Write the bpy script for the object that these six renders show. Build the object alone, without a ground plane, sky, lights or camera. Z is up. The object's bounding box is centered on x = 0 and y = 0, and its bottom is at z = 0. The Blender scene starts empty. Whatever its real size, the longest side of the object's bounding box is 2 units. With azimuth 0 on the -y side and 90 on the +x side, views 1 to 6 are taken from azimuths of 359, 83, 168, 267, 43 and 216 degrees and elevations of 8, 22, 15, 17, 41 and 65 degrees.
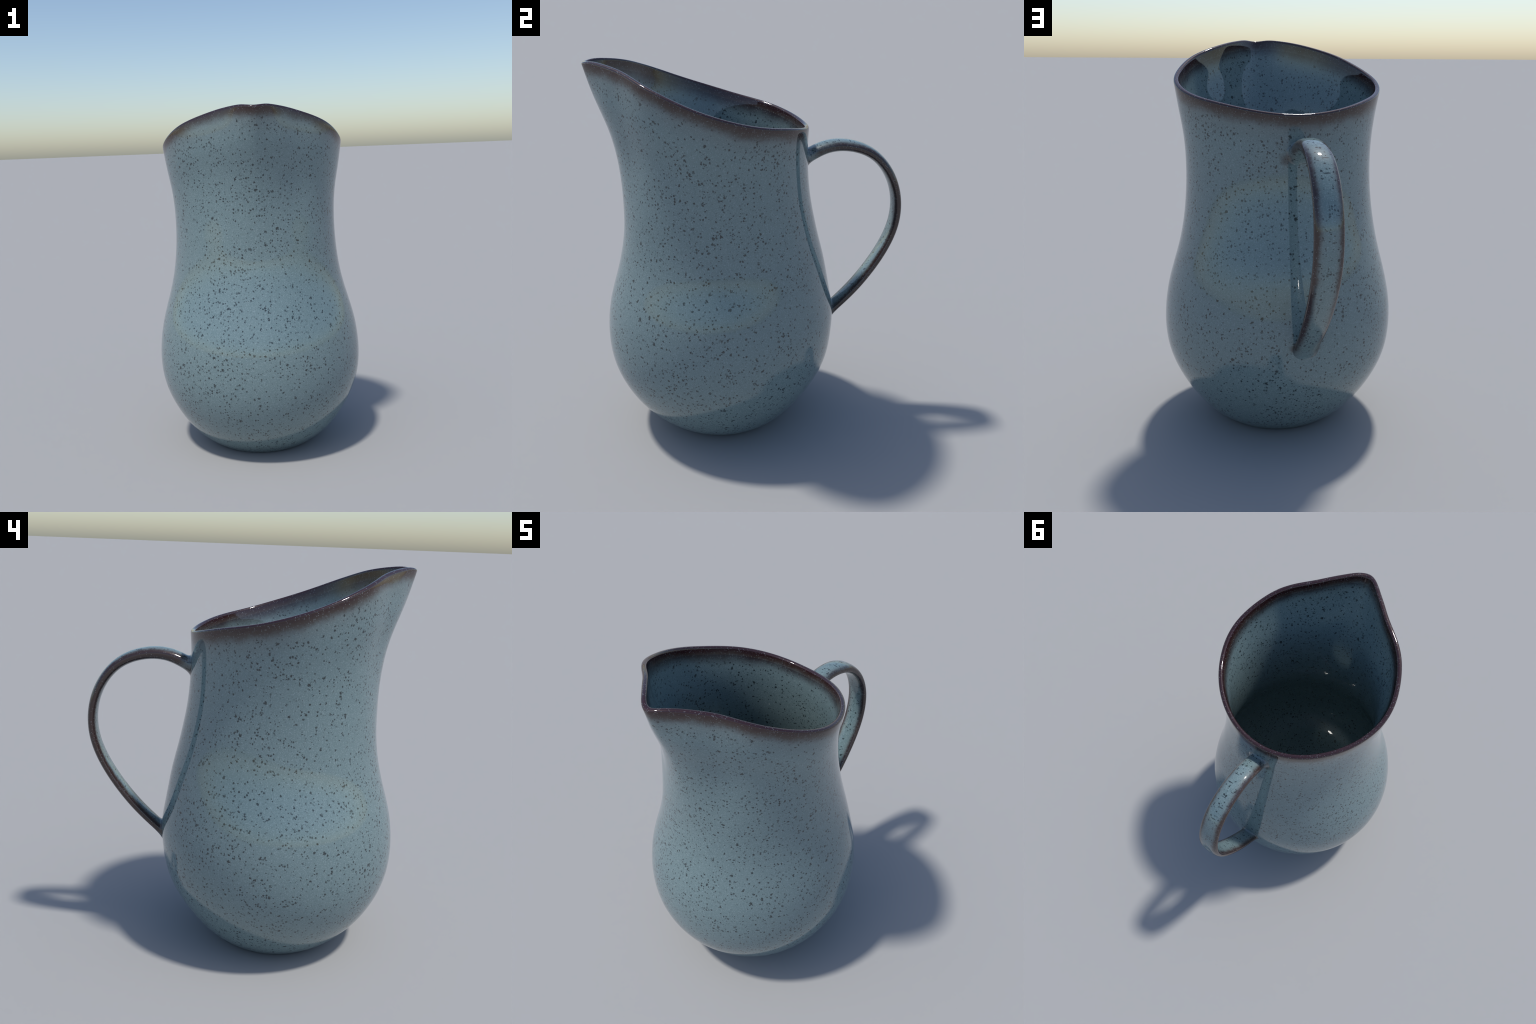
"""Glazed stoneware pitcher: a thrown, bellied body with a pulled spout, a
sloping rim and a strap handle.  Front (spout) is -Y, handle is +Y."""
import bpy, math
import numpy as np
from mathutils import Vector
from mathutils.bvhtree import BVHTree


# ------------------------------------------------------------------ helpers
def natural_spline(knots, values, x):
    """Natural cubic spline through (knots, values), evaluated at x."""
    k = np.asarray(knots, float)
    y = np.asarray(values, float)
    x = np.asarray(x, float)
    n = len(k)
    h = np.diff(k)
    A = np.eye(n)
    rhs = np.zeros(n)
    for i in range(1, n - 1):
        A[i, i - 1], A[i, i], A[i, i + 1] = h[i - 1], 2 * (h[i - 1] + h[i]), h[i]
        rhs[i] = 6 * ((y[i + 1] - y[i]) / h[i] - (y[i] - y[i - 1]) / h[i - 1])
    m = np.linalg.solve(A, rhs)
    j = np.clip(np.searchsorted(k, x, side='right') - 1, 0, n - 2)
    t, u, hj = x - k[j], k[j + 1] - x, h[j]
    return (m[j] * u**3 / (6 * hj) + m[j + 1] * t**3 / (6 * hj)
            + (y[j] / hj - m[j] * hj / 6) * u + (y[j + 1] / hj - m[j + 1] * hj / 6) * t)


def symmetric_closed_spline(angles, values, theta):
    """Spline of |theta|, mirrored about 0 and 180 degrees."""
    a = np.asarray(angles, float)
    v = np.asarray(values, float)
    ext_a = np.concatenate([-a[4:0:-1], a, 360 - a[-2:-6:-1]])
    ext_v = np.concatenate([v[4:0:-1], v, v[-2:-6:-1]])
    t = np.abs((np.degrees(theta) + 180) % 360 - 180)
    return natural_spline(ext_a, ext_v, t)


# ------------------------------------------------------------------ body form
# the lip, seen from above: radius and height at angles from the spout
LIP_ANGLE = [0, 5, 10, 16, 24, 34, 46, 60, 80, 100, 125, 150, 180]
LIP_RADIUS = [.698, .673, .636, .601, .569, .557, .556, .548, .533, .494, .451, .426, .4145]
LIP_HEIGHT = [1.9930, 1.9990, 1.9975, 1.990, 1.9755, 1.952, 1.917, 1.867, 1.798, 1.745, 1.708, 1.677, 1.658]
LIP_CENTRE = (-.0015, -.119)
# the wall, from the foot (0) to the lip (1)
WALL_T = [0, .03, .08, .15, .22, .29, .36, .42, .48, .54, .61, .68, .77, .86, .93, 1.0]
WALL_RX = [.3051, .3787, .4615, .5399, .5888, .6059, .5998, .5813, .5528, .5227, .4972, .4829, .4778, .4874, .5066, .5261]
WALL_RY = [.3013, .3730, .4635, .5484, .5995, .6182, .6169, .5976, .5703, .5442, .5179, .5010, .4894, .4993, .5183, .5198]
WALL_CY = [-.1846, -.1865, -.1915, -.1902, -.1866, -.1841, -.1785, -.1747, -.1655, -.1587, -.1605, -.1686, -.1810, -.2016, -.2229, -.2198]
# how far the lip shape reaches down the wall: along the spout crease and on its flanks
SPOUT_PULL = [0, 0, 0, 0, 0, 0, 0, 0, 0, 0, 0, .0383, .1469, .255, .420, 1.0]
SIDE_PULL = [0, 0, 0, 0, 0, 0, 0, 0, 0, 0, .010, .100, .360, .680, .900, 1.0]
MID_LIP = 1.82
THICK = .027          # wall thickness
FLOOR = .05           # inner floor height

NT, NS = 288, 110
theta = np.arange(NT) * 2 * np.pi / NT
ts = np.linspace(0, 1, NS)

lip_r = symmetric_closed_spline(LIP_ANGLE, LIP_RADIUS, theta)
lip_z = symmetric_closed_spline(LIP_ANGLE, LIP_HEIGHT, theta) - .0028 * np.sin(theta)
lip_x = LIP_CENTRE[0] + lip_r * np.sin(theta + .0066)
lip_y = LIP_CENTRE[1] - lip_r * np.cos(theta + .0066)

rx, ry, cy, pull_c, pull_s = (natural_spline(WALL_T, v, ts)[:, None]
                              for v in (WALL_RX, WALL_RY, WALL_CY, SPOUT_PULL, SIDE_PULL))
off = np.degrees((theta + np.pi) % (2 * np.pi) - np.pi)
crease = np.exp(-(off / 15) ** 2)
pull = np.clip(pull_c * crease + pull_s * (1 - crease), 0, 1)
tilt = np.clip((ts - .3) / .7, 0, 1)[:, None] ** 1.6
ox = np.interp(ts, [0, .5, 1], [.0015, .0013, .0018])[:, None] + rx * np.sin(theta)
oy = cy - ry * np.cos(theta)
ox = ox + pull * (lip_x - ox[-1])
oy = oy + pull * (lip_y - oy[-1])
LIP_HALF = THICK / 2
LIP_DROP = .0115      # the walls end this far under the crest of the lip
drop = LIP_DROP + .004 * np.clip(np.cos(theta), 0, 1)
oz = ts[:, None] * (MID_LIP - drop) + tilt * (lip_z - MID_LIP)
outer = np.stack([ox, oy, oz], -1)

# inner wall: pushed in towards the axis so that the wall keeps its thickness
cen = np.stack([np.full(NS, LIP_CENTRE[0] * 1.0), cy[:, 0]], -1)[:, None]
rel = outer[..., :2] - cen
rad = np.linalg.norm(rel, axis=-1)
tang = np.roll(rel, -1, 1) - np.roll(rel, 1, 1)
tang /= np.linalg.norm(tang, axis=-1, keepdims=True)
cosb = np.abs(rel[..., 0] * tang[..., 1] - rel[..., 1] * tang[..., 0]) / rad
push = np.clip(1 / np.maximum(cosb, .3), 1, 1.7)
for _ in range(3):
    push = sum(np.roll(push, k, 1) for k in range(-3, 4)) / 7
ds = np.gradient(outer, axis=0)
dth = np.roll(outer, -1, 1) - np.roll(outer, 1, 1)
nrm = np.cross(dth, ds)
nrm /= np.linalg.norm(nrm, axis=-1, keepdims=True)
lean = -nrm[..., 2]                      # > 0 where the wall leans outwards
for _ in range(3):
    lean = sum(np.roll(lean, k, 1) for k in range(-4, 5)) / 9
    lean[1:-1] = (lean[:-2] + lean[1:-1] + lean[2:]) / 3
lean *= np.clip((ts - .35) / .25, 0, 1)[:, None]
taper = (1 + .48 * (1 - np.exp(-(1 - ts) / .06)))[:, None]     # wall thins towards the lip
inner_r = rad - THICK * taper * push * np.sqrt(1 - lean ** 2)
inner = outer.copy()
inner[..., :2] = cen + rel * (inner_r / rad)[..., None]
inner[..., 2] += THICK * lean
inner[..., 2] += FLOOR * np.clip(1 - ts / .35, 0, 1)[:, None] ** 1.5

# half-round lip between the two walls
LIP_STEPS = 12
wall_up = ds[-1] / np.linalg.norm(ds[-1], axis=-1, keepdims=True)
for _ in range(2):
    wall_up = sum(np.roll(wall_up, k, 0) for k in range(-3, 4)) / 7
lip_rows = []
mid = (outer[-1] + inner[-1]) / 2
half = (outer[-1] - inner[-1]) / 2
for k in range(1, LIP_STEPS):
    a = math.pi * k / LIP_STEPS
    ca, sa = math.cos(a), math.sin(a)
    row = mid + half * math.copysign(abs(ca) ** .8, ca) + wall_up * LIP_HALF * abs(sa) ** .8
    lip_rows.append(row)

rows, kinds = [], []
foot_c = np.array([0, WALL_CY[0], .004])
for f, z in ((.3, .010), (.62, .010), (.80, .010), (.86, .006), (.90, .001), (.95, 0.0)):   # slightly hollow foot
    r = outer[0].copy()
    r[:, :2] = foot_c[:2] + (r[:, :2] - foot_c[:2]) * f
    r[:, 2] = z
    rows.append(r)
n_foot = len(rows)
rows += list(outer)
n_outer = len(rows)
rows += lip_rows
n_lip = len(rows)
rows += list(inner[::-1])
n_inner = len(rows)
fl_c = np.array([LIP_CENTRE[0], WALL_CY[0]])
for f, dz in ((.965, -.005), (.92, -.009), (.82, -.012), (.6, -.014), (.3, -.015)):
    r = inner[0].copy()
    r[:, :2] = fl_c + (r[:, :2] - fl_c) * f
    r[:, 2] = FLOOR + dz
    rows.append(r)
rows = np.array(rows)
NR = len(rows)
verts = rows.reshape(-1, 3).tolist()
bottom_i = len(verts)
verts.append([0, WALL_CY[0], .010])
floor_i = len(verts)
verts.append([fl_c[0], fl_c[1], FLOOR - .015])


def row_t(i):
    """wall position 0..1 of row i, 1 on the lip."""
    if i < n_foot:
        return 0
    if i < n_outer:
        return ts[i - n_foot]
    if i < n_lip:
        return 1
    if i < n_inner:
        return ts[::-1][i - n_lip]
    return 0


faces, region = [], []
for i in range(NR - 1):
    t = .5 * (row_t(i) + row_t(i + 1))
    for j in range(NT):
        j2 = (j + 1) % NT
        faces.append((i * NT + j, i * NT + j2, (i + 1) * NT + j2, (i + 1) * NT + j))
        ang = abs(((j + .5) * 360 / NT + 180) % 360 - 180)
        if t > .985:
            region.append('rim')
        elif t > .68 and ang < 46 and i < n_lip:
            region.append('spout')
        elif i >= n_lip:
            region.append('interior')
        else:
            region.append('body')
for j in range(NT):
    j2 = (j + 1) % NT
    faces.append((j2, j, bottom_i))
    region.append('body')
    faces.append(((NR - 1) * NT + j, (NR - 1) * NT + j2, floor_i))
    region.append('interior')

whole = bpy.data.meshes.new('whole')
whole.from_pydata(verts, [], faces)
whole.update()
whole_normals = [tuple(v.normal) for v in whole.vertices]
whole_tree = BVHTree.FromPolygons([Vector(v) for v in verts], faces)


# ------------------------------------------------------------------ glaze
class Net:
    """Small helper to write node trees as expressions."""

    def __init__(self, name):
        self.mat = bpy.data.materials.new(name)
        self.mat.use_nodes = True
        self.nt = self.mat.node_tree
        self.nt.nodes.clear()

    def n(self, kind, **kw):
        nd = self.nt.nodes.new(kind)
        for k, v in kw.items():
            setattr(nd, k, v)
        return nd

    def put(self, sock, v):
        if isinstance(v, bpy.types.NodeSocket):
            self.nt.links.new(v, sock)
        elif v is not None:
            sock.default_value = v

    def math(self, op, a, b=None, c=None, clamp=False):
        nd = self.n('ShaderNodeMath', operation=op, use_clamp=clamp)
        for s, v in zip(nd.inputs, (a, b, c)):
            self.put(s, v)
        return nd.outputs[0]

    def step(self, x, lo, hi, a=0., b=1., smooth=True):
        nd = self.n('ShaderNodeMapRange', interpolation_type='SMOOTHSTEP' if smooth else 'LINEAR')
        for s, v in zip(nd.inputs, (x, lo, hi, a, b)):
            self.put(s, v)
        return nd.outputs[0]

    def noise(self, vec, scale, detail=2., rough=.5, colour=False):
        nd = self.n('ShaderNodeTexNoise')
        self.put(nd.inputs['Vector'], vec)
        nd.inputs['Scale'].default_value = scale
        nd.inputs['Detail'].default_value = detail
        nd.inputs['Roughness'].default_value = rough
        return nd.outputs['Color' if colour else 'Fac']

    def mix(self, fac, a, b, blend='MIX'):
        nd = self.n('ShaderNodeMix', data_type='RGBA', blend_type=blend)
        self.put(nd.inputs[0], fac)
        self.put(nd.inputs[6], a if isinstance(a, bpy.types.NodeSocket) else (*a, 1))
        self.put(nd.inputs[7], b if isinstance(b, bpy.types.NodeSocket) else (*b, 1))
        return nd.outputs[2]

    def vmath(self, op, a, b=None, scale=None):
        nd = self.n('ShaderNodeVectorMath', operation=op)
        self.put(nd.inputs[0], a)
        if b is not None:
            self.put(nd.inputs[1], b)
        if scale is not None:
            self.put(nd.inputs['Scale'], scale)
        return nd.outputs[0]

    def specks(self, vec, scale, density, size_lo, size_hi, wobble, offset):
        """Irregular specks: one per Voronoi cell, kept only in some cells.
        density may be a socket: the share of cells that carry a speck."""
        w = self.vmath('SUBTRACT', self.noise(vec, scale * 1.6, 2., .6, colour=True), (.5, .5, .5))
        p = self.vmath('ADD', vec, self.vmath('SCALE', w, scale=wobble / scale))
        p = self.vmath('ADD', p, offset)
        v = self.n('ShaderNodeTexVoronoi', feature='F1')
        self.put(v.inputs['Vector'], p)
        v.inputs['Scale'].default_value = scale
        sep = self.n('ShaderNodeSeparateColor')
        self.put(sep.inputs[0], v.outputs['Color'])
        keep = self.math('LESS_THAN', sep.outputs[0], density)
        size = self.step(self.math('POWER', sep.outputs[1], 1.6), 0., 1., size_lo, size_hi, smooth=False)
        d = v.outputs['Distance']
        m = self.step(d, size, self.math('MULTIPLY', size, .65))
        m = self.math('MULTIPLY', m, self.step(sep.outputs[2], 0., .5, .78, 1.))
        return self.math('MULTIPLY', m, keep)


# colours of the glaze (linear)
BLUE = (.144, .209, .220)
BLUE_PALE = (.240, .320, .338)
BLUE_DEEP = (.113, .177, .192)
SPECK = (.022, .030, .033)
IRON = (.040, .024, .020)
INK = (.026, .016, .018)
PLUM = (.027, .008, .009)
TAN = (.110, .105, .105)
FLECK = (.22, .24, .26)

# the lip height as a curve of y, read by the glaze to find the rim
y_of = lip_y
RIM_Y = [-.817, -.76, -.70, -.62, -.50, -.38, -.20, -.03, .14, .25, .30]
order = np.argsort(lip_y)
RIM_Z = [float(np.interp(v, lip_y[order], lip_z[order])) for v in RIM_Y]


def glaze(name, handle=False, inside=False):
    g = Net(name)
    tc = g.n('ShaderNodeTexCoord')
    P = tc.outputs['Object']
    sep = g.n('ShaderNodeSeparateXYZ')
    g.put(sep.inputs[0], P)
    x, y, z = sep.outputs

    grain = g.noise(P, 200., 2., .65)
    grain_soft = g.noise(P, 75., 2., .6)
    cloud = g.noise(P, 3.2, 2., .5)
    cloud2 = g.noise(P, 9., 3., .55)

    # ground colour with cloudy drift and pale fine grain
    c = g.mix(g.step(cloud, .25, .45, .75, 1.), BLUE_DEEP, BLUE)
    c = g.mix(g.math('MULTIPLY', g.step(grain, .48, .72), .85), c, BLUE_PALE)
    c = g.mix(g.math('MULTIPLY', g.step(grain_soft, .52, .30), .35), c, BLUE_DEEP)

    # iron specks, thicker in some places than in others
    drift = g.step(g.noise(P, 5.5, 2., .5), .36, .64, .42, 1.)
    fine = g.specks(P, 78., g.math('MULTIPLY', drift, .54), .26, .56, 1.0, (3.1, 1.7, 0.))
    big = g.specks(P, 46., g.math('MULTIPLY', drift, .20), .22, .48, 1.3, (0., 5.3, 2.2))
    dust = g.specks(P, 120., .12, .26, .55, .5, (7., 0., 4.))
    speck = g.math('MAXIMUM', g.math('MAXIMUM', fine, big), g.math('MULTIPLY', dust, .45))
    if handle:
        # glaze runs drawn out across the strap
        mp = g.n('ShaderNodeMapping')
        g.put(mp.inputs['Vector'], P)
        mp.inputs['Scale'].default_value = (.16, 1., 1.)
        mp.inputs['Rotation'].default_value = (0., .12, .15)
        run = g.specks(mp.outputs[0], 66., .30, .16, .34, .25, (1., 2., 3.))
        speck = g.math('MAXIMUM', speck, g.math('MULTIPLY', run, .95))

    # iron break: where the glaze runs thin over an edge
    jag = g.math('ADD', g.math('MULTIPLY', g.math('SUBTRACT', cloud2, .5), .05),
                 g.math('MULTIPLY', g.math('SUBTRACT', grain_soft, .5), .030))
    if handle:
        ax = g.math('ADD', g.math('ABSOLUTE', g.math('ADD', x, .0)), g.math('MULTIPLY', jag, .5))
        brown = g.step(ax, .032, .056)
        for pt, r0, r1 in (((0., .275, 1.48), .062, .105), ((0., .41, .585), .056, .080)):     # thins out into the wall
            dv = g.n('ShaderNodeVectorMath', operation='DISTANCE')
            g.put(dv.inputs[0], P)
            dv.inputs[1].default_value = pt
            brown = g.math('MULTIPLY', brown, g.step(dv.outputs['Value'], r0, r1))
        haze = g.step(ax, .012, .052)
        plum = g.math('MULTIPLY', 0.35, brown)
    else:
        fc = g.n('ShaderNodeFloatCurve')
        cm = fc.mapping.curves[0]
        y0, y1, z0, z1 = RIM_Y[0], RIM_Y[-1], 1.60, 2.05
        pts = [((a - y0) / (y1 - y0), (b - z0) / (z1 - z0)) for a, b in zip(RIM_Y, RIM_Z)]
        cm.points[0].location = pts[0]
        cm.points[1].location = pts[-1]
        for p in pts[1:-1]:
            cm.points.new(*p)
        fc.mapping.update()
        g.put(fc.inputs['Value'], g.step(y, y0, y1, smooth=False))
        rim_z = g.step(fc.outputs[0], 0., 1., z0, z1, smooth=False)
        d = g.math('SUBTRACT', rim_z, z)
        d = g.math('ADD', d, g.math('MULTIPLY', jag, -.8))
        brown = g.step(d, .112 if inside else .084, .030 if inside else .026)
        haze = g.math('MULTIPLY', g.step(d, .18, .03), .3 if inside else 1.)
        plum = g.step(d, .030, .012)
    c = g.mix(g.math('MULTIPLY', haze, .42), c, TAN)
    c = g.mix(g.math('MULTIPLY', speck, g.step(brown, 0., 1., .93, .35)), c, SPECK)
    c = g.mix(g.math('MULTIPLY', brown, .985), c, g.mix(plum, INK if inside else IRON, PLUM))
    # pale flecks that float in the iron band
    fl = g.specks(P, 150., .42, .24, .50, .4, (2., 9., 1.))
    c = g.mix(g.math('MULTIPLY', g.math('MULTIPLY', fl, brown), .45), c, FLECK)

    # iron also gathers in the corners where the strap meets the wall
    ax0 = g.math('ABSOLUTE', x)
    comb = g.n('ShaderNodeCombineXYZ')
    for sk, v in zip(comb.inputs, (ax0, y, z)):
        g.put(sk, v)
    near = None
    for pt, r in (((.064, .300, 1.455), .045), ((.058, .430, .590), .028)):
        dv = g.n('ShaderNodeVectorMath', operation='DISTANCE')
        g.put(dv.inputs[0], comb.outputs[0])
        dv.inputs[1].default_value = pt
        m = g.step(g.math('ADD', dv.outputs['Value'], g.math('MULTIPLY', jag, .5)), r, r * .25)
        near = m if near is None else g.math('MAXIMUM', near, m)
    c = g.mix(g.math('MULTIPLY', near, .68), c, IRON)

    out = g.n('ShaderNodeOutputMaterial')
    b = g.n('ShaderNodeBsdfPrincipled')
    g.put(b.inputs['Base Color'], c)
    g.put(b.inputs['Roughness'], g.math('ADD', g.math('MULTIPLY', brown, .06 if handle else .01), .035))
    b.inputs['IOR'].default_value = 1.62
    g.nt.links.new(b.outputs[0], out.inputs[0])
    return g.mat


mat_body = glaze('speckled_blue_glaze')
mat_inside = glaze('speckled_blue_inner_glaze', inside=True)
mat_handle = glaze('speckled_blue_handle_glaze', handle=True)

# ------------------------------------------------------------------ objects
root = bpy.data.objects.new('pitcher', None)
bpy.context.collection.objects.link(root)
root.empty_display_size = .3
root['label'] = 'blue speckled stoneware pitcher with brown rim and strap handle'
root['category'] = 'pitcher'


def add_part(name, vs, fs, mat, normals=None):
    me = bpy.data.meshes.new(name)
    me.from_pydata(vs, [], fs)
    me.update()
    me.materials.append(mat)
    me.polygons.foreach_set('use_smooth', [True] * len(me.polygons))
    if normals:
        me.normals_split_custom_set_from_vertices(normals)
    ob = bpy.data.objects.new(name, me)
    bpy.context.collection.objects.link(ob)
    ob.parent = root
    return ob


for part in ('body', 'interior', 'spout', 'rim'):
    index, vs, ns, fs = {}, [], [], []
    for f, r in zip(faces, region):
        if r != part:
            continue
        g = []
        for v in f:
            if v not in index:
                index[v] = len(vs)
                vs.append(verts[v])
                ns.append(whole_normals[v])
            g.append(index[v])
        fs.append(g)
    add_part(part, vs, fs, mat_inside if part == 'interior' else mat_body, ns)
bpy.data.meshes.remove(whole)

# ------------------------------------------------------------------ handle
# centre line of the strap in the plane of spout and handle, top joint first
STRAP_Y = [.285, .406, .541, .662, .749, .791, .784, .731, .651, .555, .445]
STRAP_Z = [1.478, 1.533, 1.532, 1.477, 1.370, 1.236, 1.092, .954, .825, .706, .597]
STRAP_W = [.112, .121, .1285, .128, .116]
STRAP_H = [.070, .057, .0475, .0485, .0515]
NSEG, NSEC = 120, 56
s = np.linspace(0, 1, 400)
k = np.linspace(0, 1, len(STRAP_Y))
cyl = natural_spline(k, STRAP_Y, s)
czl = natural_spline(k, STRAP_Z, s)
cxl = -.0026 + .0116 * (cyl - .55) - .0021 * (czl - 1.2)
line = np.stack([cxl, cyl, czl], -1)
# trim the line to the part outside the wall
def outside(p):
    hit = whole_tree.ray_cast(Vector((p[0], p[1] + 1.5, p[2])), Vector((0, -1, 0)))
    return p[1] - hit[0].y
gap = np.array([outside(p) for p in line])
FILLET_TOP, FILLET_LOW = .042, .040
first = int(np.argmax(gap > FILLET_TOP * .9))
last = len(s) - 1 - int(np.argmax(gap[::-1] > FILLET_LOW * .9))
line_s = np.linspace(s[first], s[last], NSEG)
line = np.stack([np.interp(line_s, s, line[:, c]) for c in range(3)], -1)
w = natural_spline(np.linspace(0, 1, 5), STRAP_W, line_s)
h = natural_spline(np.linspace(0, 1, 5), STRAP_H, line_s)
T = np.gradient(line, axis=0)
T /= np.linalg.norm(T, axis=1, keepdims=True)
lat = np.array([1., 0, 0]) - T * T[:, :1]
lat /= np.linalg.norm(lat, axis=1, keepdims=True)
N = np.cross(T, lat)
phi = np.arange(NSEC) * 2 * np.pi / NSEC
EXP = 2 / 2.3
sc = np.sign(np.cos(phi)) * np.abs(np.cos(phi)) ** EXP
sn = np.sign(np.sin(phi)) * np.abs(np.sin(phi)) ** EXP
rings = [line[i] + lat[i] * sc[:, None] * w[i] / 2 + N[i] * sn[:, None] * h[i] / 2 for i in range(NSEG)]


def fillet(ring, centre, direction, spread, side):
    """Rings that carry a strap end over into the wall with a soft fillet."""
    out = [[] for _ in range(7)]
    ctr_hit = whole_tree.ray_cast(Vector(centre), Vector(direction))[0]
    for p in ring:
        p = Vector(p)
        hit, nrm, _, _ = whole_tree.ray_cast(p, Vector(direction))
        away = hit - ctr_hit
        away -= nrm * away.dot(nrm)
        away.normalize()
        away = Vector((away.x * side, away.y * spread, away.z * spread))
        foot, fn, _, _ = whole_tree.find_nearest(hit + away)
        foot = foot - fn * .0015
        for q in range(7):
            t = (q + 1) / 7
            out[q].append(tuple(p * (1 - t) ** 2 + hit * 2 * t * (1 - t) + foot * t ** 2))
    return [np.array(r) for r in out]


top = fillet(rings[0], line[0], -T[0], .028, .022)
low = fillet(rings[-1], line[-1], T[-1], .036, .006)
rings = top[::-1] + rings + low
hv = np.concatenate(rings).tolist()
hf = []
for i in range(len(rings) - 1):
    for j in range(NSEC):
        j2 = (j + 1) % NSEC
        hf.append((i * NSEC + j, i * NSEC + j2, (i + 1) * NSEC + j2, (i + 1) * NSEC + j))
add_part('handle', hv, hf, mat_handle)
import bmesh
for ob in root.children:
    if ob.name == 'handle':
        bm = bmesh.new()
        bm.from_mesh(ob.data)
        bmesh.ops.recalc_face_normals(bm, faces=bm.faces)
        # open tube: make sure it faces away from its centre line
        f = bm.faces[len(bm.faces) // 2]
        c = f.calc_center_median()
        near = line[np.argmin(np.linalg.norm(line - np.array(c), axis=1))]
        if f.normal.dot(c - Vector(near)) < 0:
            bmesh.ops.reverse_faces(bm, faces=bm.faces)
        bm.to_mesh(ob.data)
        bm.free()
